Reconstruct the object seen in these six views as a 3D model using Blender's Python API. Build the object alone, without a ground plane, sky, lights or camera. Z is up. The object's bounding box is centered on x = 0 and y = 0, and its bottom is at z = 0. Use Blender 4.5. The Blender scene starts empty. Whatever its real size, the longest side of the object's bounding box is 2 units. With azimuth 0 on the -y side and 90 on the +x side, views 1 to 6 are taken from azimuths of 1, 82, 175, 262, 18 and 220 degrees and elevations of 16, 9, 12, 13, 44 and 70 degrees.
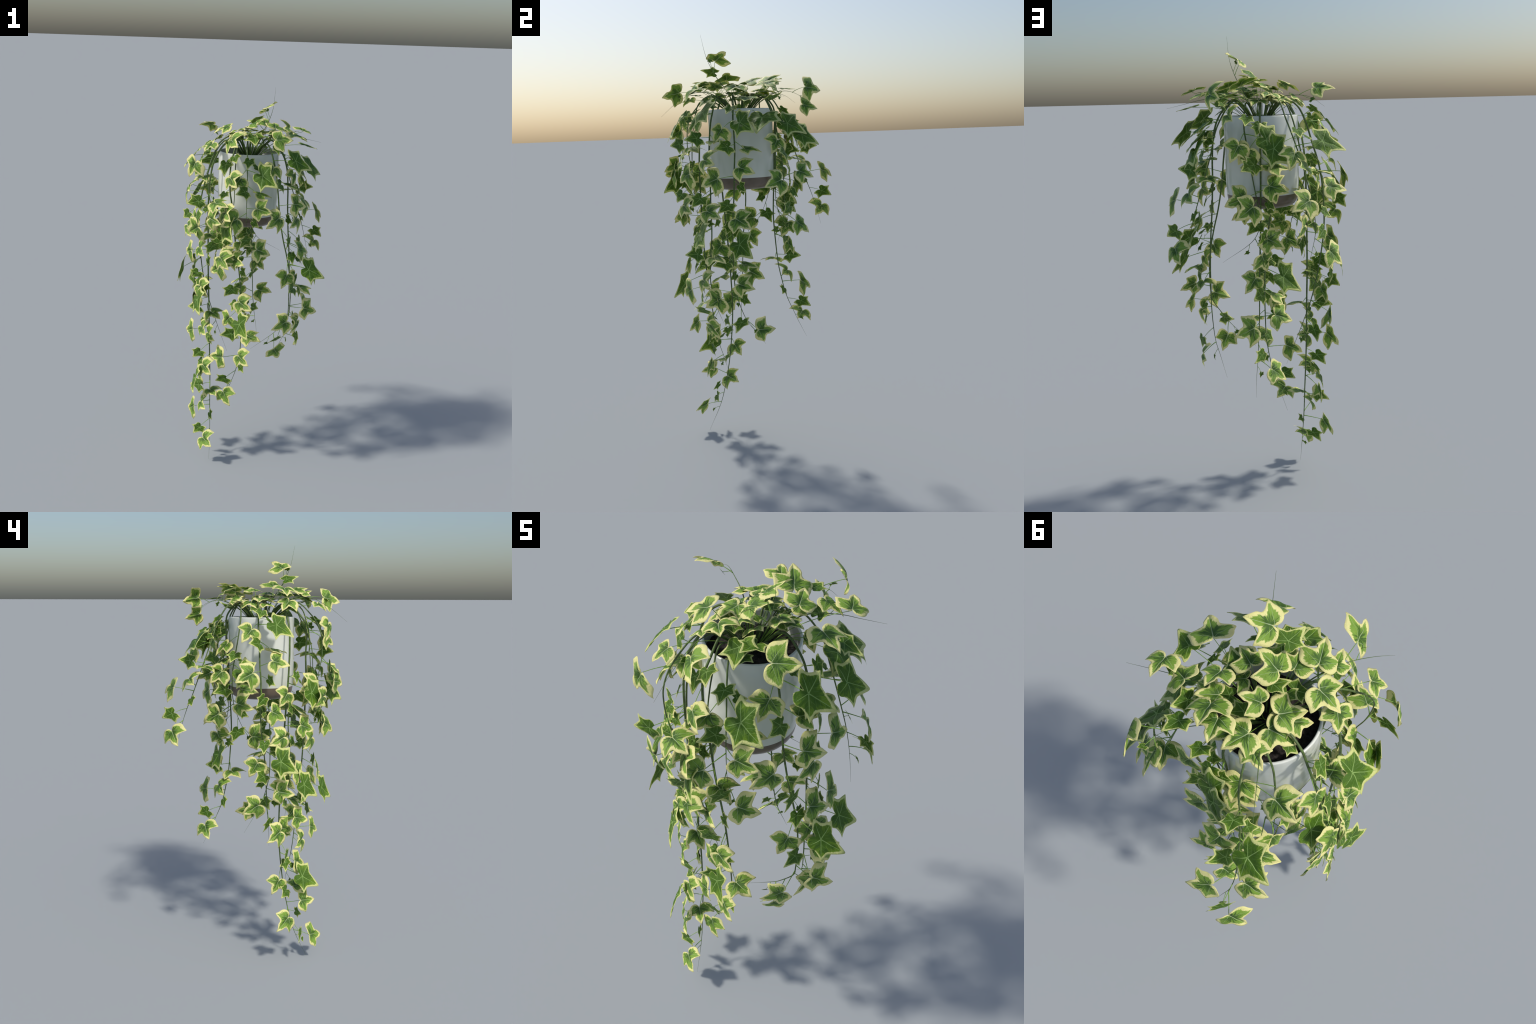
"""Variegated trailing ivy in a glazed pot with an unglazed brown foot.

The plant is a set of long trailing vines.  Each vine is a tapered tube along
a smooth spine; along it one growth pattern (SHOOT) repeats: twelve leaves on
stalks, placed in the vine's own frame (along the stem, outward from the pot
axis, sideways).  A crown of upright leaves on long stalks fills the middle.
"""
import bpy, bmesh, math, random
from mathutils import Vector, Matrix, noise

random.seed(7)
SC = bpy.context.scene.collection
AXIS = Vector((-0.0325, -0.042, 0.0))          # vertical axis of the pot


# ------------------------------------------------------------------ helpers
def link(ob, parent=None):
    SC.objects.link(ob)
    if parent is not None:
        ob.parent = parent
    return ob


def mesh_from(name, verts, faces, mat=None, smooth=True):
    me = bpy.data.meshes.new(name)
    me.from_pydata([tuple(v) for v in verts], [], faces)
    if smooth:
        me.polygons.foreach_set("use_smooth", [True] * len(me.polygons))
    if mat:
        me.materials.append(mat)
    me.update()
    return me


def catmull(points, per=14):
    """Centripetal Catmull-Rom through the control points."""
    P = [Vector(p) for p in points]
    P = [2 * P[0] - P[1]] + P + [2 * P[-1] - P[-2]]
    out = []
    for i in range(1, len(P) - 2):
        p0, p1, p2, p3 = P[i - 1:i + 3]
        t0 = 0.0
        t1 = t0 + max((p1 - p0).length, 1e-6) ** 0.5
        t2 = t1 + max((p2 - p1).length, 1e-6) ** 0.5
        t3 = t2 + max((p3 - p2).length, 1e-6) ** 0.5
        for k in range(per):
            t = t1 + (t2 - t1) * k / per
            a1 = p0 * ((t1 - t) / (t1 - t0)) + p1 * ((t - t0) / (t1 - t0))
            a2 = p1 * ((t2 - t) / (t2 - t1)) + p2 * ((t - t1) / (t2 - t1))
            a3 = p2 * ((t3 - t) / (t3 - t2)) + p3 * ((t - t2) / (t3 - t2))
            b1 = a1 * ((t2 - t) / (t2 - t0)) + a2 * ((t - t0) / (t2 - t0))
            b2 = a2 * ((t3 - t) / (t3 - t1)) + a3 * ((t - t1) / (t3 - t1))
            out.append(b1 * ((t2 - t) / (t2 - t1)) + b2 * ((t - t1) / (t2 - t1)))
    out.append(P[-2])
    return out


class Spine:
    """Curve measured by the distance from its tip."""
    def __init__(self, pts):
        self.p = catmull(pts)
        d = [0.0]
        for a, b in zip(self.p[:-1], self.p[1:]):
            d.append(d[-1] + (b - a).length)
        self.length = d[-1]
        self.s = [self.length - x for x in d]

    def at(self, s):
        s = min(max(s, 0.0), self.length)
        for i in range(len(self.p) - 1):
            if self.s[i] >= s >= self.s[i + 1]:
                w = (self.s[i] - s) / max(self.s[i] - self.s[i + 1], 1e-9)
                return self.p[i].lerp(self.p[i + 1], w)
        return self.p[-1].copy()

    def frame(self, s):
        """position, tangent to the tip, outward, sideways"""
        s = min(max(s, 0.006), self.length - 0.006)
        o = self.at(s)
        t = (self.at(s - 0.005) - self.at(s + 0.005)).normalized()
        n = Vector((o.x - AXIS.x, o.y - AXIS.y, 0.0))
        n = (n - t * n.dot(t)).normalized()
        return o, t, n, n.cross(t)


def tube(name, pts, radius, mat, sides=7):
    """Tube with a radius per point, closed at both ends."""
    verts, faces = [], []
    ref = Vector((0.31, 0.57, 0.76))
    for i, p in enumerate(pts):
        t = (pts[min(i + 1, len(pts) - 1)] - pts[max(i - 1, 0)]).normalized()
        u = ref - t * ref.dot(t)
        if u.length < 1e-4:
            u = t.orthogonal()
        u.normalize()
        ref = u
        w = t.cross(u)
        for k in range(sides):
            a = 2 * math.pi * k / sides
            verts.append(p + (u * math.cos(a) + w * math.sin(a)) * radius[i])
    for i in range(len(pts) - 1):
        for k in range(sides):
            a, b = i * sides + k, i * sides + (k + 1) % sides
            faces.append((a, b, b + sides, a + sides))
    faces.append(tuple(reversed(range(sides))))
    faces.append(tuple(range((len(pts) - 1) * sides, len(pts) * sides)))
    return mesh_from(name, verts, faces, mat)


# ---------------------------------------------------------------- materials
class Nodes:
    """Small writer for node trees."""
    def __init__(self, name):
        self.mat = bpy.data.materials.new(name)
        self.mat.use_nodes = True
        self.t = self.mat.node_tree
        self.t.nodes.clear()

    def n(self, kind, **kw):
        nd = self.t.nodes.new(kind)
        for k, v in kw.items():
            setattr(nd, k, v)
        return nd

    def put(self, sock, val):
        if hasattr(val, "is_linked") or hasattr(val, "links"):
            self.t.links.new(val, sock)
        else:
            sock.default_value = val

    def m(self, op, a, b=None, c=None, clamp=False):
        nd = self.n("ShaderNodeMath", operation=op, use_clamp=clamp)
        for i, v in enumerate((a, b, c)):
            if v is not None:
                self.put(nd.inputs[i], v)
        return nd.outputs[0]

    def smooth(self, v, lo, hi, to_lo=0.0, to_hi=1.0):
        nd = self.n("ShaderNodeMapRange", interpolation_type="SMOOTHSTEP")
        for i, x in enumerate((v, lo, hi, to_lo, to_hi)):
            self.put(nd.inputs[i], x)
        return nd.outputs[0]

    def mix(self, f, a, b, blend="MIX"):
        nd = self.n("ShaderNodeMix", data_type="RGBA", blend_type=blend)
        self.put(nd.inputs[0], f)
        for i, v in ((6, a), (7, b)):
            if isinstance(v, tuple) and len(v) == 3:
                v = (*v, 1.0)
            self.put(nd.inputs[i], v)
        return nd.outputs[2]

    def noise(self, vec, scale, detail=3.0, rough=0.55):
        nd = self.n("ShaderNodeTexNoise")
        self.put(nd.inputs["Vector"], vec)
        nd.inputs["Scale"].default_value = scale
        nd.inputs["Detail"].default_value = detail
        nd.inputs["Roughness"].default_value = rough
        return nd.outputs["Fac"]

    def vec(self, x, y, z):
        nd = self.n("ShaderNodeCombineXYZ")
        for i, v in enumerate((x, y, z)):
            self.put(nd.inputs[i], v)
        return nd.outputs[0]

    def obj(self):
        return self.n("ShaderNodeTexCoord").outputs["Object"]

    def bump(self, h, strength, dist):
        nd = self.n("ShaderNodeBump")
        nd.inputs["Strength"].default_value = strength
        nd.inputs["Distance"].default_value = dist
        self.put(nd.inputs["Height"], h)
        return nd.outputs[0]

    def principled(self, col, rough=0.5, normal=None, **kw):
        nd = self.n("ShaderNodeBsdfPrincipled")
        if isinstance(col, tuple):
            col = (*col, 1.0)
        self.put(nd.inputs["Base Color"], col)
        self.put(nd.inputs["Roughness"], rough)
        if normal is not None:
            self.put(nd.inputs["Normal"], normal)
        for k, v in kw.items():
            self.put(nd.inputs[k.replace("_", " ")], v)
        return nd.outputs[0]

    def out(self, shader):
        o = self.n("ShaderNodeOutputMaterial")
        self.put(o.inputs[0], shader)
        return self.mat


def leaf_material(name, outline, centre, veins, P):
    """Variegated blade.  The outline radius as a function of the angle round
    the blade centre (a Float Curve) gives the distance to the margin; noise
    drawn out along the rays frays the border between green and cream."""
    N = Nodes(name)
    sep = N.n("ShaderNodeSeparateXYZ")
    N.put(sep.inputs[0], N.obj())
    x, y = sep.outputs[0], sep.outputs[1]
    yc = N.m("SUBTRACT", y, centre)
    ang = N.m("ARCTAN2", x, yc)                       # 0 on the midrib
    a01 = N.m("MULTIPLY_ADD", ang, 1 / (2 * math.pi), 0.5)
    r = N.m("SQRT", N.m("ADD", N.m("MULTIPLY", x, x), N.m("MULTIPLY", yc, yc)))
    cv = N.n("ShaderNodeFloatCurve")
    c = cv.mapping.curves[0]
    pts = radial_table(outline, centre)
    while len(c.points) < len(pts):
        c.points.new(0.5, 0.5)
    for p, (a, q) in zip(c.points, pts):
        p.location = (a, q)
        p.handle_type = "VECTOR"
    cv.mapping.use_clip = False
    cv.mapping.update()
    N.put(cv.inputs["Value"], a01)
    R = cv.outputs[0]
    gap = N.m("SUBTRACT", R, r)                       # distance to the margin
    rnd = N.n("ShaderNodeObjectInfo").outputs["Random"]
    seed = N.m("MULTIPLY", rnd, 37.0)
    streak = N.noise(N.vec(N.m("MULTIPLY", ang, P["streaks"]), N.m("MULTIPLY", r, 2.2), seed), 1.0, 4.0, 0.7)
    patch = N.noise(N.vec(N.m("MULTIPLY", x, 1.0), N.m("MULTIPLY", y, 1.0), seed), 2.6, 2.0)
    jag = N.m("ADD", N.m("MULTIPLY", N.m("SUBTRACT", streak, 0.5), P["fray"]),
              N.m("MULTIPLY", N.m("SUBTRACT", patch, 0.5), P["drift"]))
    # the cream is broad towards the lobe ends and thin where green runs out
    width = N.m("ADD", N.m("MULTIPLY_ADD", N.smooth(r, 0.30, 0.85), P["reach"], P["width"]),
                N.m("MULTIPLY", N.m("SUBTRACT", rnd, 0.5), P["width_var"]))
    for kx, ky in P["keep"]:
        dx, dy = N.m("SUBTRACT", x, kx), N.m("SUBTRACT", y, ky)
        d = N.m("SQRT", N.m("ADD", N.m("MULTIPLY", dx, dx), N.m("MULTIPLY", dy, dy)))
        width = N.m("SUBTRACT", width, N.smooth(d, 0.08, 0.36, P["keep_w"], 0.0))
    g2 = N.m("ADD", gap, jag)
    cream = N.smooth(N.m("SUBTRACT", g2, width), -0.025, 0.03, 1.0, 0.0)
    # two greens: dark round the veins, lighter feathered patches outside
    tongues = N.noise(N.vec(N.m("MULTIPLY", ang, P["tongues"]), N.m("MULTIPLY", r, 1.4), N.m("ADD", seed, 9.0)), 1.0, 3.0, 0.65)
    dark = N.smooth(N.m("ADD", N.m("MULTIPLY", N.m("SUBTRACT", tongues, 0.5), 1.5),
                        N.m("SUBTRACT", P["dark_reach"], r)), -0.12, 0.12)
    green = N.mix(dark, P["light"], P["dark"])
    fine = N.noise(N.vec(x, y, seed), 16.0, 4.0, 0.7)
    green = N.mix(N.m("MULTIPLY", fine, 0.35), green, P["dark"])
    creamc = N.mix(N.m("MULTIPLY", patch, 0.8), P["cream"], P["cream2"])
    col = N.mix(cream, green, creamc)
    # veins: lines from the stalk to the lobe tips, thinning outwards
    vein = None
    for (dx, dy, w) in veins:
        L = math.hypot(dx, dy)
        ux, uy = dx / L, dy / L
        along = N.m("ADD", N.m("MULTIPLY", x, ux), N.m("MULTIPLY", y, uy))
        side = N.m("ABSOLUTE", N.m("SUBTRACT", N.m("MULTIPLY", x, uy), N.m("MULTIPLY", y, ux)))
        wid = N.m("MULTIPLY", N.m("SUBTRACT", 1.0, N.m("MULTIPLY", along, 0.75 / L)), w)
        v = N.m("MULTIPLY", N.smooth(N.m("DIVIDE", side, N.m("MAXIMUM", wid, 0.001)), 0.55, 1.2, 1.0, 0.0),
                N.m("MULTIPLY", N.smooth(along, -0.01, 0.02), N.smooth(along, 0.8 * L, 1.0 * L, 1.0, 0.0)))
        vein = v if vein is None else N.m("MAXIMUM", vein, v)
        if P["side_veins"]:
            # short forward-leaning side veins, mirrored about the main one
            saw = N.m("FRACT", N.m("MULTIPLY_ADD", N.m("SUBTRACT", along, N.m("MULTIPLY", side, 0.9)), 5.5 / L, 0.35))
            tri = N.m("ABSOLUTE", N.m("SUBTRACT", saw, 0.5))
            sv = N.m("MULTIPLY", N.smooth(tri, 0.0, 0.055, 0.45, 0.0),
                     N.m("MULTIPLY", N.smooth(side, 0.18 * L, 0.24 * L, 1.0, 0.0),
                         N.m("MULTIPLY", N.smooth(along, 0.1 * L, 0.2 * L), N.smooth(along, 0.7 * L, 0.9 * L, 1.0, 0.0))))
            vein = N.m("MAXIMUM", vein, sv)
    col = N.mix(N.m("MULTIPLY", vein, P["vein_mix"]), col, P["vein"])
    height = N.m("ADD", N.m("MULTIPLY", vein, -0.6), N.m("MULTIPLY", fine, 0.35))
    nor = N.bump(height, 0.35, 0.03)
    b = N.principled(col, 0.45, nor, Specular_IOR_Level=0.3)
    tr = N.n("ShaderNodeBsdfTranslucent")
    N.put(tr.inputs["Color"], N.mix(0.35, col, (0.75, 0.85, 0.15)))
    mx = N.n("ShaderNodeMixShader")
    mx.inputs[0].default_value = P["through"]
    N.put(mx.inputs[1], b)
    N.put(mx.inputs[2], tr.outputs[0])
    return N.out(mx.outputs[0])


def stem_material(name, low, high, scale=60.0):
    N = Nodes(name)
    o = N.obj()
    f = N.noise(o, scale, 3.0)
    col = N.mix(N.smooth(f, 0.35, 0.65), low, high)
    return N.out(N.principled(col, 0.5, N.bump(N.noise(o, 300.0), 0.2, 0.002)))


# ------------------------------------------------------------------- leaves
# Outlines in units of the midrib: stalk joint at (0, 0), tip at (0, 1).
BROAD = [(0.015, 0.0), (0.05, -0.09), (0.16, -0.17), (0.30, -0.205), (0.44, -0.19), (0.55, -0.10),
         (0.61, 0.02), (0.64, 0.15), (0.70, 0.27), (0.71, 0.335), (0.61, 0.385), (0.49, 0.40), (0.39, 0.42),
         (0.315, 0.46), (0.27, 0.52), (0.265, 0.60), (0.245, 0.68), (0.19, 0.765), (0.13, 0.85), (0.06, 0.94),
         (0.0, 1.0),
         (-0.05, 0.93), (-0.11, 0.83), (-0.17, 0.74), (-0.20, 0.66), (-0.195, 0.59), (-0.215, 0.52), (-0.29, 0.475),
         (-0.42, 0.47), (-0.55, 0.475), (-0.68, 0.49), (-0.75, 0.47), (-0.73, 0.40), (-0.70, 0.28), (-0.685, 0.15),
         (-0.66, 0.02), (-0.58, -0.085), (-0.47, -0.135), (-0.32, -0.17), (-0.16, -0.15), (-0.05, -0.09), (-0.015, 0.0)]
STAR = [(0.03, -0.215), (0.12, -0.33), (0.22, -0.385), (0.34, -0.34), (0.44, -0.25), (0.49, -0.13), (0.475, 0.0),
        (0.50, 0.12), (0.60, 0.31), (0.70, 0.45), (0.73, 0.475), (0.66, 0.485), (0.50, 0.475), (0.375, 0.485),
        (0.29, 0.58), (0.18, 0.76), (0.08, 0.93), (0.03, 0.99), (0.0, 1.0), (-0.04, 0.97),
        (-0.12, 0.80), (-0.23, 0.53), (-0.345, 0.27), (-0.41, 0.19), (-0.52, 0.13), (-0.70, 0.015), (-0.76, -0.03),
        (-0.74, -0.07), (-0.62, -0.19), (-0.53, -0.31), (-0.51, -0.42), (-0.53, -0.54), (-0.50, -0.605),
        (-0.38, -0.57), (-0.25, -0.51), (-0.14, -0.42), (-0.07, -0.30), (-0.03, -0.215)]
BROAD_C, STAR_C = 0.16, 0.02                         # centres seen by the whole outline


def closed_smooth(pts, per=3):
    """Round the polygon a little, keeping its control points."""
    out, n = [], len(pts)
    for i in range(n - 1):
        p0 = Vector(pts[i - 1] if i else pts[0])
        p1, p2 = Vector(pts[i]), Vector(pts[i + 1])
        p3 = Vector(pts[i + 2] if i + 2 < n else pts[-1])
        for k in range(per):
            t = k / per
            out.append(0.5 * (2 * p1 + (p2 - p0) * t + (2 * p0 - 5 * p1 + 4 * p2 - p3) * t * t
                              + (3 * p1 - p0 - 3 * p2 + p3) * t ** 3))
    out.append(Vector(pts[-1]))
    return out


def radial_table(outline, cy, n=96):
    """(angle 0..1, radius) samples of the outline as seen from its centre."""
    pts = closed_smooth(outline, 4)
    pts = pts + [pts[0]]
    out = []
    for k in range(n + 1):
        a = (k / n - 0.5) * 2 * math.pi
        d = Vector((math.sin(a), math.cos(a)))
        best = 0.05
        for p, q in zip(pts[:-1], pts[1:]):
            p = Vector((p.x, p.y - cy))
            e = Vector((q.x, q.y - cy)) - p
            den = d.x * e.y - d.y * e.x
            if abs(den) < 1e-9:
                continue
            t = (p.x * e.y - p.y * e.x) / den
            u = (p.x * d.y - p.y * d.x) / den
            if t > 0 and -1e-6 <= u <= 1.000001:
                best = max(best, t)
        out.append((k / n, best))
    return out


def blade(name, outline, cy, height, mat, rings=8, thick=0.010):
    """Leaf blade with real thickness: rings of vertices from the centre to the
    outline, lifted by height(x, y); top and under side joined at the margin."""
    pts = closed_smooth(outline, 2)
    n = len(pts)
    verts, faces = [], []
    for sgn in (1, -1):
        base = len(verts)
        verts.append((0, cy, height(0, cy) + sgn * thick / 2))
        for r in range(1, rings + 1):
            f = (r / rings) ** 0.9
            for p in pts:
                x, y = p.x * f, cy + (p.y - cy) * f
                th = thick * (1.0 - 0.75 * (r / rings) ** 3)
                verts.append((x, y, height(x, y) + sgn * th / 2))
        for k in range(n):
            a, b = base + 1 + k, base + 1 + (k + 1) % n
            faces.append((base, b, a) if sgn > 0 else (base, a, b))
        for r in range(rings - 1):
            for k in range(n):
                a = base + 1 + r * n + k
                b = base + 1 + r * n + (k + 1) % n
                f = (a, b, b + n, a + n)
                faces.append(f if sgn > 0 else f[::-1])
    half = 1 + rings * n
    for k in range(n):
        a = 1 + (rings - 1) * n + k
        b = 1 + (rings - 1) * n + (k + 1) % n
        faces.append((a, b, b + half, a + half))
    me = mesh_from(name, verts, faces, mat)
    bm = bmesh.new()
    bm.from_mesh(me)
    bmesh.ops.recalc_face_normals(bm, faces=bm.faces)
    bm.to_mesh(me)
    bm.free()
    return me


def broad_form(droop, tip, ripple, seed):
    def h(x, y):
        z = 0.10 * (1 - math.exp(-abs(x) * 7)) - droop * x * x * (1.0 + 0.25 * math.copysign(1, x) * (seed % 2 - 0.5))
        z -= tip * max(y, 0) ** 2
        z += 0.10 * max(-y, 0)
        return z + ripple * noise.noise(Vector((x * 3.2, y * 3.2, seed * 5.1)))
    return h


def star_form(droop, tip, ripple, seed):
    def h(x, y):
        z = 0.05 * (1 - math.exp(-abs(x) * 9)) - droop * (x * x + 0.5 * min(y, 0) ** 2) - tip * max(y, 0) ** 2
        return z + ripple * noise.noise(Vector((x * 3.5, y * 3.5, seed * 3.7)))
    return h


BROAD_LOOK = dict(streaks=9.0, fray=0.36, drift=0.20, width=0.125, reach=0.10, width_var=0.06, tongues=6.0,
                  keep=((0.71, 0.33), (-0.75, 0.47)), keep_w=0.10,
                  dark_reach=0.26, light=(0.29, 0.48, 0.065), dark=(0.070, 0.155, 0.026),
                  cream=(0.98, 0.93, 0.42), cream2=(0.80, 0.76, 0.30), vein=(0.50, 0.62, 0.33), vein_mix=0.8,
                  side_veins=False, through=0.18)
STAR_LOOK = dict(streaks=8.0, fray=0.20, drift=0.12, width=0.035, reach=0.16, width_var=0.03, tongues=4.0,
                 keep=((0.25, -0.33), (0.48, -0.1)), keep_w=0.05,
                 dark_reach=0.50, light=(0.19, 0.33, 0.022), dark=(0.075, 0.170, 0.012),
                 cream=(0.82, 0.84, 0.36), cream2=(0.62, 0.66, 0.18), vein=(0.36, 0.54, 0.16), vein_mix=0.8,
                 side_veins=True, through=0.18)
broad_mat = leaf_material("broad_leaf_variegated", BROAD, BROAD_C,
                          [(0, 1, 0.020), (0.71, 0.33, 0.008), (-0.75, 0.47, 0.008)], BROAD_LOOK)
star_mat = leaf_material("star_leaf_variegated", STAR, STAR_C,
                         [(0, 1, 0.022), (0.73, 0.475, 0.018), (-0.76, -0.03, 0.018), (0.42, -0.22, 0.015), (-0.42, -0.50, 0.015)],
                         STAR_LOOK)
stem_mat = stem_material("vine_bark_green", (0.075, 0.115, 0.03), (0.12, 0.19, 0.05))
stalk_mat = stem_material("leaf_stalk_green", (0.17, 0.32, 0.045), (0.28, 0.47, 0.07), 90.0)

BROAD_MESH = [blade("broad_leaf", BROAD, BROAD_C, broad_form(d, t, 0.06, i), broad_mat)
              for i, (d, t) in enumerate(((0.50, 0.10), (0.38, 0.05), (0.62, 0.16), (0.30, 0.12)))]
STAR_MESH = [blade("star_leaf", STAR, STAR_C, star_form(d, t, 0.05, i), star_mat)
             for i, (d, t) in enumerate(((0.12, 0.06), (0.20, 0.12), (0.06, 0.02)))]


def put_leaf(kind, joint, tip, facing, parent, size=None):
    """One leaf from its stalk joint to its tip, upper side towards `facing`."""
    y = tip - joint
    L = y.length if size is None else size
    y.normalize()
    facing = Vector(facing)
    z = facing - y * facing.dot(y)
    if z.length < 1e-3:
        z = y.orthogonal()
    z.normalize()
    x = y.cross(z)
    me = random.choice(BROAD_MESH if kind == "broad" else STAR_MESH)
    ob = bpy.data.objects.new("leaf", me)
    w = L * random.uniform(0.95, 1.05)
    ob.matrix_world = Matrix.Translation(joint) @ Matrix((x, y, z)).transposed().to_4x4() @ Matrix.Diagonal((w, L, L, 1.0))
    link(ob, parent)
    ob.matrix_parent_inverse = parent.matrix_world.inverted()
    return ob


def put_stalk(a, b, leave, r0, r1, parent):
    """Leaf stalk: leaves the stem along `leave`, bends over to the blade."""
    d = (b - a).length
    c1 = a + leave.normalized() * d * 0.40
    pts = []
    for i in range(9):
        t = i / 8
        pts.append(a * (1 - t) ** 2 + c1 * (2 * t * (1 - t)) + b * t * t)
    me = tube("leaf_stalk", pts, [r0 + (r1 - r0) * i / 8 for i in range(9)], stalk_mat, 6)
    return link(bpy.data.objects.new("leaf_stalk", me), parent)


# ------------------------------------------------------------ growth pattern
def turn(v, deg):
    c, s = math.cos(math.radians(deg)), math.sin(math.radians(deg))
    return (v[0], c * v[1] - s * v[2], s * v[1] + c * v[2])


def polar(t, r, deg):
    return (t, r * math.cos(math.radians(deg)), r * math.sin(math.radians(deg)))


# per leaf: kind, distance of the node from the shoot's tip, joint, joint-to-tip
# and facing, the last three as (along the stem, outward, sideways)
SHOOT = [
    ("star", 0.550, turn((-0.012, 0.047, 0.012), -16), turn((0.039, 0.025, -0.007), -16), (-0.35, 0.9, 0.15)),
    ("star", 0.550, turn((0.015, 0.027, 0.042), -16), turn((0.006, -0.020, 0.026), -16), (-0.5, 0.7, 0.4)),
    ("broad", 0.525, turn((0.045, 0.052, -0.030), -16), turn((0.063, 0.015, -0.045), -16), (-0.3, 0.9, 0.05)),
    ("star", 0.520, turn((0.033, 0.082, 0.078), -16), turn((0.059, 0.015, 0.073), -16), (-0.3, 0.95, -0.1)),
    ("star", 0.428, polar(0.012, 0.061, -25), (0.008, 0.034, -0.050), (-0.2, 0.8, 0.55)),
    ("broad", 0.440, (0.038, 0.016, 0.045), (0.008, -0.004, 0.082), (-0.93, 0.33, 0.05)),
    ("broad", 0.325, polar(-0.011, 0.076, 27), (0.022, 0.022, 0.076), (-0.3, 0.9, -0.15)),
    ("broad", 0.300, polar(0.013, 0.089, -42), (0.037, 0.000, -0.083), (-0.2, 0.95, 0.15)),
    ("star", 0.280, (0.024, 0.018, 0.034), (0.026, 0.004, 0.026), (-0.2, 0.95, 0.1)),
    ("star", 0.218, polar(0.043, 0.060, -13), (0.038, 0.018, -0.039), (-0.2, 0.6, 0.75)),
    ("broad", 0.162, polar(0.040, 0.070, 25), (0.039, 0.000, 0.076), (-0.3, 0.9, 0.25)),
    ("star", 0.135, (0.028, 0.026, 0.006), (0.018, 0.004, -0.006), (-0.2, 0.9, 0.3)),
]


def vine_radius(s):
    """Stem radius by the distance from the tip."""
    table = ((0.0, 0.00025), (0.06, 0.0005), (0.14, 0.0010), (0.30, 0.0021), (0.60, 0.0031), (1.0, 0.0038), (2.0, 0.0047))
    for (a, ra), (b, rb) in zip(table[:-1], table[1:]):
        if s <= b:
            return ra + (rb - ra) * (s - a) / (b - a)
    return table[-1][1]


ROOT = (-0.03, -0.04, 1.60)
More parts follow.
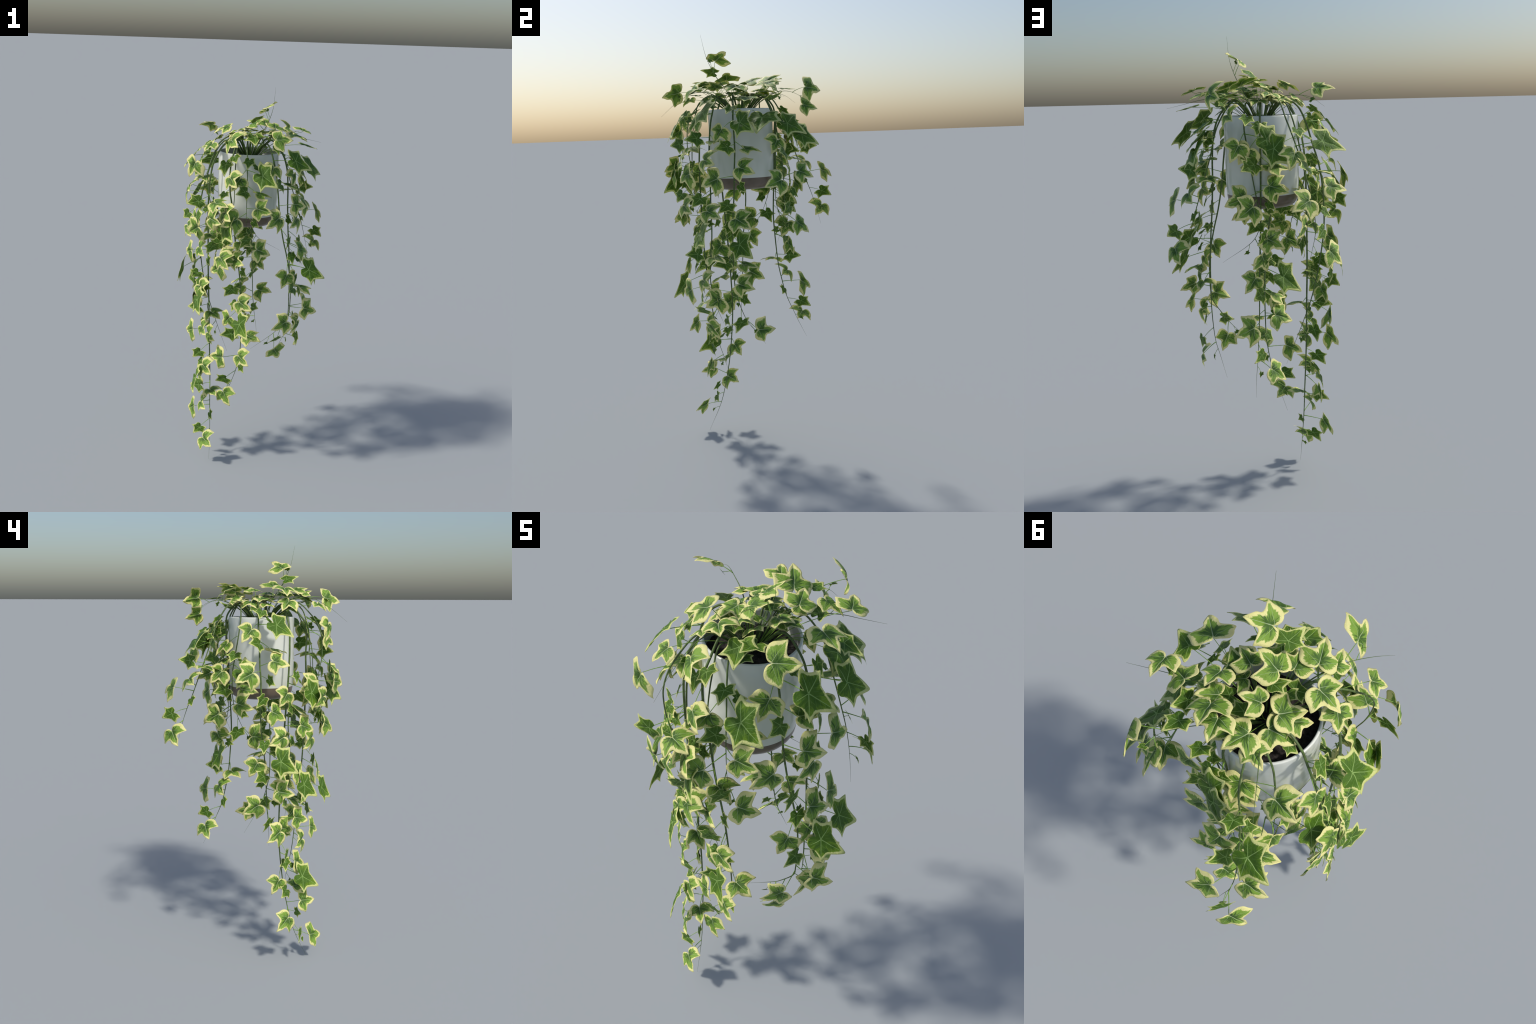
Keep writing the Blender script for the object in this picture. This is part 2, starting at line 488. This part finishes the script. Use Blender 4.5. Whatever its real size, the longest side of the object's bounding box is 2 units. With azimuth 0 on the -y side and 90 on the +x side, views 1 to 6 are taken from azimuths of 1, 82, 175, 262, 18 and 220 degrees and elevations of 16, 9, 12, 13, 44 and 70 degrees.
# spine control points after the root, and the shoots on it: (distance of the
# shoot's end from the vine's tip, turn about the stem, stretch)
VINES = [
    # long trailers
    ([(-.13, -.115, 1.72), (-.195, -.142, 1.64), (-.22, -.143, 1.533), (-.227, -.139, 1.43), (-.228, -.127, 1.253),
      (-.225, -.11, .992), (-.221, -.105, .871), (-.215, -.102, .637), (-.207, -.125, .41), (-.205, -.143, .308),
      (-.199, -.182, .155), (-.196, -.252, .001)],
     [(.01, 0, .96), (.41, 18, 1.08), (.88, 10, 1.0)]),
    ([(.08, -.085, 1.73), (.122, -.09, 1.691), (.145, -.094, 1.655), (.157, -.097, 1.624), (.168, -.097, 1.575),
      (.175, -.096, 1.483), (.177, -.101, 1.404), (.185, -.11, 1.265), (.194, -.12, 1.159), (.202, -.126, 1.015),
      (.203, -.126, .934), (.204, -.121, .829), (.192, -.077, .692), (.174, -.04, .635), (.148, .019, .551)],
     [(-.02, 2, 1.16), (.52, -2, 1.12)]),
    ([(.06, -.15, 1.72), (.10, -.19, 1.63), (.126, -.21, 1.474), (.133, -.214, 1.403), (.148, -.213, 1.306),
      (.162, -.216, 1.238), (.179, -.217, 1.172), (.196, -.22, 1.09), (.207, -.23, 1.0), (.207, -.236, .887),
      (.201, -.23, .84), (.147, -.214, .761), (.131, -.207, .74), (.011, -.166, .626)],
     [(-.02, -18, 1.16), (.51, -2, 1.16)]),
    ([(-.028, .06, 1.73), (-.02, .115, 1.68), (-.017, .123, 1.62), (-.017, .12, 1.567), (-.015, .113, 1.408),
      (-.009, .1, 1.171), (-.006, .1, 1.12), (.003, .115, .911), (.006, .128, .841), (.013, .148, .756),
      (.022, .186, .663), (.027, .2, .63), (.034, .241, .543)],
     [(-.02, 38, 1.08), (.55, 2, 1.0)]),
    ([(-.08, -.15, 1.735), (-.10, -.21, 1.68), (-.111, -.242, 1.624), (-.113, -.24, 1.5), (-.097, -.246, 1.399),
      (-.082, -.247, 1.254), (-.053, -.246, 1.043), (-.042, -.235, .859), (-.041, -.218, .694), (-.043, -.212, .642),
      (-.061, -.194, .525), (-.09, -.166, .426), (-.127, -.137, .313)],
     [(-.06, -26, 1.24), (.52, -26, 1.08)]),
    ([(-.12, -.015, 1.735), (-.18, -.007, 1.705), (-.213, -.001, 1.641), (-.24, -.002, 1.554), (-.265, 0, 1.47),
      (-.28, -.003, 1.389), (-.287, -.002, 1.205), (-.264, -.026, 1.01), (-.246, -.033, .925), (-.228, -.039, .857),
      (-.198, -.047, .771), (-.165, -.06, .681), (-.121, -.07, .566)],
     [(.02, 10, 1.0), (.61, 22, .96)]),
    # short trailers
    ([(-.09, .1, 1.73), (-.119, .171, 1.648), (-.142, .198, 1.579), (-.176, .245, 1.459), (-.203, .302, 1.314),
      (-.206, .319, 1.275), (-.203, .337, 1.224), (-.185, .355, 1.154), (-.167, .371, 1.08)],
     [(-.03, 2, 1.04)]),
    ([(.07, .04, 1.73), (.145, .085, 1.64), (.183, .108, 1.51), (.204, .114, 1.441), (.228, .115, 1.365),
      (.261, .112, 1.26), (.288, .098, 1.15), (.308, .066, 1.063)],
     [(-.03, -6, 1.04)]),
    ([(-.035, -.17, 1.735), (-.034, -.234, 1.703), (-.031, -.256, 1.65), (-.03, -.263, 1.614), (-.027, -.273, 1.56),
      (-.027, -.283, 1.42), (-.026, -.282, 1.302), (-.022, -.281, 1.252), (-.016, -.277, 1.187)],
     [(-.08, 14, .96)]),
    ([(.03, .06, 1.72), (.045, .115, 1.62), (.04, .118, 1.579), (.03, .116, 1.506), (.015, .115, 1.41),
      (.0, .115, 1.32), (-.01, .114, 1.25), (.016, .12, 1.177), (.149, .15, 1.09)],
     [(-.03, 40, 1.2)]),
    ([(-.12, .06, 1.72), (-.15, .07, 1.66), (-.165, .08, 1.6), (-.185, .1, 1.5), (-.192, .114, 1.42),
      (-.166, .112, 1.34), (-.151, .107, 1.295), (-.138, .095, 1.244), (-.125, .06, 1.16), (-.112, .003, 1.067)],
     [(-.03, 34, .88)]),
    ([(-.14, -.18, 1.735), (-.191, -.247, 1.678), (-.207, -.271, 1.643), (-.218, -.288, 1.592), (-.218, -.293, 1.546),
      (-.212, -.294, 1.489), (-.204, -.287, 1.44), (-.185, -.279, 1.37), (-.16, -.26, 1.28), (-.135, -.24, 1.18)],
     [(-.1, -2, .96, SHOOT[4:])]),
    ([(-.08, -.18, 1.71), (-.088, -.23, 1.632), (-.088, -.27, 1.541), (-.09, -.28, 1.44), (-.105, -.278, 1.32),
      (-.11, -.27, 1.2)],
     [(-.16, -40, 1.1, SHOOT[6:])]),
    # runners that have not tipped over yet
    ([(.02, -.1, 1.74), (.06, -.16, 1.82), (.085, -.2, 1.90), (.093, -.223, 2.0)], [(.024, 144, 1.0, SHOOT[9:10] + SHOOT[11:])]),
    ([(-.1, .06, 1.73), (-.16, .14, 1.745), (-.21, .21, 1.735), (-.254, .269, 1.70)], [(-.005, 110, 1.0, SHOOT[11:])]),
    ([(.1, .02, 1.73), (.2, .06, 1.735), (.27, .085, 1.72), (.343, .112, 1.703)], [(.05, -32, .95, SHOOT[9:10] + SHOOT[11:])]),
    ([(-.08, -.16, 1.74), (-.12, -.25, 1.755), (-.155, -.34, 1.71), (-.183, -.417, 1.646)], [(.04, 50, .95, SHOOT[11:])]),
    ([(.02, .08, 1.72), (.08, .16, 1.742), (.125, .215, 1.72), (.15, .26, 1.675)], [(-.06, 30, .9, SHOOT[11:])]),
]

# crown leaves on long stalks: kind, joint, tip, and where they differ from the
# rule: the point of a vine the stalk leaves from, the way the blade faces
CROWN = [
    ("broad", (.042, -.157, 1.886), (.102, -.110, 1.924), (.066, -.168, 1.832), (-.9, -.25, .4)),
    ("broad", (-.232, .156, 1.770), (-.312, .170, 1.772), (-.17, .155, 1.744), (0, .6, .8)),
    ("broad", (-.106, -.323, 1.755), (-.078, -.413, 1.738), (-.118, -.246, 1.755), (-.8, -.2, .55)),
    ("broad", (.157, .064, 1.771), (.224, .047, 1.745), (.16, .045, 1.736)),
    ("broad", (.175, .238, 1.753), (.150, .321, 1.740), (.105, .19, 1.733), (.95, .2, .3)),
    ("broad", (.110, .236, 1.677), (.098, .312, 1.656), (.13, .222, 1.715), (.8, .3, .5)),
    ("broad", (.190, -.079, 1.759), (.262, -.132, 1.738)),
    ("broad", (.244, .048, 1.764), (.233, .118, 1.785)),
    ("broad", (.056, .072, 1.780), (.031, .148, 1.831)),
    ("broad", (.010, .094, 1.795), (-.017, .165, 1.807)),
    ("broad", (.099, -.012, 1.781), (.097, .052, 1.812)),
    ("broad", (-.199, -.270, 1.728), (-.238, -.306, 1.695)),
    ("broad", (-.022, -.101, 1.802), (.050, -.105, 1.840)),
    ("broad", (-.040, -.013, 1.782), (.018, .014, 1.800)),
    ("broad", (-.063, .061, 1.752), (-.034, .141, 1.746)),
    ("broad", (-.086, .015, 1.735), (-.167, -.009, 1.715)),
    ("broad", (-.127, -.133, 1.795), (-.210, -.134, 1.772)),
    ("broad", (-.114, -.219, 1.770), (-.100, -.270, 1.790)),
    ("broad", (-.082, -.190, 1.785), (-.047, -.263, 1.800)),
    ("broad", (.010, -.150, 1.765), (.050, -.191, 1.800)),
    ("broad", (-.119, -.044, 1.725), (-.160, -.085, 1.715)),
    ("broad", (-.186, -.145, 1.740), (-.230, -.105, 1.700)),
    ("broad", (.049, -.055, 1.740), (.090, -.020, 1.735)),
    ("broad", (-.083, -.026, 1.750), (-.132, -.095, 1.740)),
    ("broad", (.057, -.081, 1.770), (.115, -.100, 1.785)),
    ("broad", (-.040, -.141, 1.778), (-.025, -.205, 1.795)),
    ("broad", (.070, .030, 1.745), (.120, .075, 1.755)),
    ("broad", (-.020, .070, 1.725), (.015, .130, 1.715)),
    ("broad", (-.090, .085, 1.735), (-.150, .110, 1.730)),
    ("star", (.001, -.241, 1.761), (.008, -.306, 1.729)),
    ("star", (.009, -.253, 1.735), (.005, -.303, 1.735)),
    ("star", (.037, -.222, 1.765), (.013, -.272, 1.765)),
    ("star", (.248, -.037, 1.706), (.316, -.061, 1.690)),
    ("star", (.218, .029, 1.621), (.305, -.011, 1.559)),
    ("star", (.097, .154, 1.751), (.113, .205, 1.747)),
    ("star", (-.060, -.085, 1.745), (-.072, -.040, 1.735)),
    ("star", (.089, -.056, 1.750), (.139, -.090, 1.765)),
    ("star", (-.150, .006, 1.710), (-.181, .003, 1.690)),
    ("star", (.059, .005, 1.720), (.100, .030, 1.715)),
    ("star", (-.005, .020, 1.735), (.030, .055, 1.735)),
    ("star", (-.070, -.115, 1.735), (-.115, -.140, 1.730)),
    ("star", (-.020, -.080, 1.760), (-.050, -.120, 1.765)),
    ("broad", (.104, -.275, 1.756), (.190, -.252, 1.759), (.07, -.15, 1.735), (.1, -.7, .7)),
    ("star", (-.137, -.239, 1.623), (-.142, -.254, 1.566), (-.112, -.230, 1.65), (-.3, -.8, .4)),
    ("broad", (-.108, -.331, 1.578), (-.075, -.387, 1.538), (-.112, -.243, 1.60), (-.7, -.2, .5)),
    ("star", (-.138, -.283, 1.485), (-.156, -.295, 1.454), (-.113, -.240, 1.50), (-.4, -.8, .4)),
    ("broad", (-.275, -.303, 1.644), (-.315, -.292, 1.566), (-.200, -.262, 1.66), (-.5, -.8, .3)),
    ("broad", (-.081, .121, 1.546), (-.090, .187, 1.498), (-.170, .085, 1.585), (-.3, .9, .3)),
    ("star", (-.093, -.254, 1.661), (-.081, -.298, 1.643), (-.088, -.228, 1.640), (-.2, -.5, .8)),
    ("star", (.222, .142, 1.591), (.273, .221, 1.545), (.160, .095, 1.590), (.8, .1, .6)),
]


# ------------------------------------------------------------------ the pot
def lathe(name, profile, mat, seg=96, wobble=0.0):
    verts, faces = [], []
    for r, z in profile:
        for k in range(seg):
            a = 2 * math.pi * k / seg
            rr = r
            if wobble and r > 0.02:
                d = Vector((math.cos(a) * 1.6, math.sin(a) * 1.6, z * 9.0))
                rr += wobble * noise.noise(d)
            verts.append(AXIS + Vector((rr * math.cos(a), rr * math.sin(a), z)))
    m = len(profile)
    for i in range(m - 1):
        for k in range(seg):
            a, b = i * seg + k, i * seg + (k + 1) % seg
            faces.append((a, b, b + seg, a + seg))
    me = mesh_from(name, verts, faces, mat)
    bm = bmesh.new()
    bm.from_mesh(me)
    bmesh.ops.remove_doubles(bm, verts=bm.verts, dist=1e-5)
    bmesh.ops.recalc_face_normals(bm, faces=bm.faces)
    bm.to_mesh(me)
    bm.free()
    return me


def glaze_material():
    N = Nodes("pale_glaze")
    o = N.obj()
    f = N.noise(o, 14.0, 3.0)
    col = N.mix(f, (0.75, 0.775, 0.71), (0.80, 0.82, 0.76))
    h = N.noise(o, 11.0, 2.0)
    return N.out(N.principled(col, 0.16, N.bump(h, 0.5, 0.008)))


def foot_material():
    N = Nodes("brown_clay")
    o = N.obj()
    f = N.noise(o, 30.0, 4.0)
    col = N.mix(f, (0.135, 0.10, 0.075), (0.20, 0.155, 0.12))
    return N.out(N.principled(col, 0.28, N.bump(N.noise(o, 12.0, 2.0), 0.4, 0.008)))


def soil_material():
    N = Nodes("potting_soil")
    o = N.obj()
    f = N.noise(o, 70.0, 5.0, 0.7)
    col = N.mix(N.smooth(f, 0.35, 0.7), (0.010, 0.008, 0.007), (0.055, 0.045, 0.040))
    return N.out(N.principled(col, 0.95, N.bump(f, 1.0, 0.006)))


plant = link(bpy.data.objects.new("potted_ivy", None))
plant["label"] = "trailing cream-edged ivy spilling from a pale glazed pot"
plant["category"] = "potted plant"

arc = lambda cx, cz, r, a0, a1, n: [(cx + r * math.cos(math.radians(a0 + (a1 - a0) * i / n)),
                                     cz + r * math.sin(math.radians(a0 + (a1 - a0) * i / n))) for i in range(n + 1)]
wall = [(0.1500, 1.3465), (0.1515, 1.36), (0.1532, 1.39), (0.1540, 1.43), (0.1540, 1.52), (0.1540, 1.60), (0.1538, 1.655)]
rim = arc(0.1493, 1.6630, 0.0045, 0, 180, 10)
inner = [(0.1448, 1.65), (0.1448, 1.60), (0.143, 1.55), (0.14, 1.36), (0.12, 1.32), (0.001, 1.315)]
pot = link(bpy.data.objects.new("pot", lathe("pot", wall + rim + inner, glaze_material(), wobble=0.0007)), plant)
foot_profile = [(0.1502, 1.3465), (0.1496, 1.338), (0.1475, 1.326), (0.143, 1.314), (0.136, 1.304), (0.127, 1.2965),
                (0.116, 1.292), (0.104, 1.2905), (0.05, 1.2905), (0.001, 1.2905)]
foot = link(bpy.data.objects.new("pot_foot", lathe("pot_foot", foot_profile, foot_material())), plant)

sv, sf = [], []
R_SOIL, NR, NS = 0.1445, 26, 96
for i in range(NR + 1):
    r = R_SOIL * i / NR
    for k in range(NS):
        a = 2 * math.pi * k / NS
        x, y = r * math.cos(a), r * math.sin(a)
        z = 1.612 + 0.022 * (1 - (r / R_SOIL) ** 2)
        z += 0.010 * noise.noise(Vector((x * 28, y * 28, 1.0))) + 0.006 * noise.noise(Vector((x * 75, y * 75, 4.0)))
        sv.append(AXIS + Vector((x, y, z)))
for i in range(NR):
    for k in range(NS):
        a, b = i * NS + k, i * NS + (k + 1) % NS
        sf.append((a, b, b + NS, a + NS))
soil = link(bpy.data.objects.new("soil", mesh_from("soil", sv, sf, soil_material())), plant)

# ---------------------------------------------------------------- the vines
for pts, shoots in VINES:
    sp = Spine([ROOT] + pts)
    n = max(24, int(sp.length / 0.012))
    ss = [sp.length * (1 - i / n) for i in range(n + 1)]
    centre = [sp.at(s) for s in ss]
    vine = link(bpy.data.objects.new("vine", tube("vine", centre, [vine_radius(s) for s in ss], stem_mat, 8)), plant)
    for off, roll, stretch, *part in shoots:
        for kind, s, joint, tipv, face in (part[0] if part else SHOOT):
            node = s * stretch + off
            if node > sp.length - 0.10:
                continue
            node = max(node, 0.02)
            o, t, nn, b = sp.frame(node)
            to = lambda v: t * v[0] + nn * v[1] + b * v[2]
            j = to(turn(joint, roll))
            tv = to(turn(tipv, roll))
            fc = to(turn(face, roll))
            J = o + j
            put_leaf(kind, J, J + tv, fc, vine)
            L = tv.length
            leave = j.normalized() + (j - t * j.dot(t)).normalized() * 0.5
            put_stalk(o, J, leave, 0.0009 + L * 0.012, 0.0006 + L * 0.005, vine)

# ---------------------------------------------------------------- the crown
crown = link(bpy.data.objects.new("crown", None), plant)
for kind, J, T, *base in CROWN:
    J, T = Vector(J), Vector(T)
    out = Vector((J.x - AXIS.x, J.y - AXIS.y, 0.0))
    lean = min(1.0, out.length / 0.14)
    put_leaf(kind, J, T, base[1] if len(base) > 1 else Vector((0, 0, 1)) + out.normalized() * lean * 0.3, crown)
    if base:
        a = Vector(base[0])
        put_stalk(a, J, (J - a) + Vector((0, 0, 0.02)), 0.0014, 0.0009, crown)
    else:
        a = Vector((AXIS.x, AXIS.y, 1.625)) + out * 0.16
        put_stalk(a, J, Vector((0, 0, 1)) + out.normalized() * 0.6, 0.0015, 0.0009, crown)
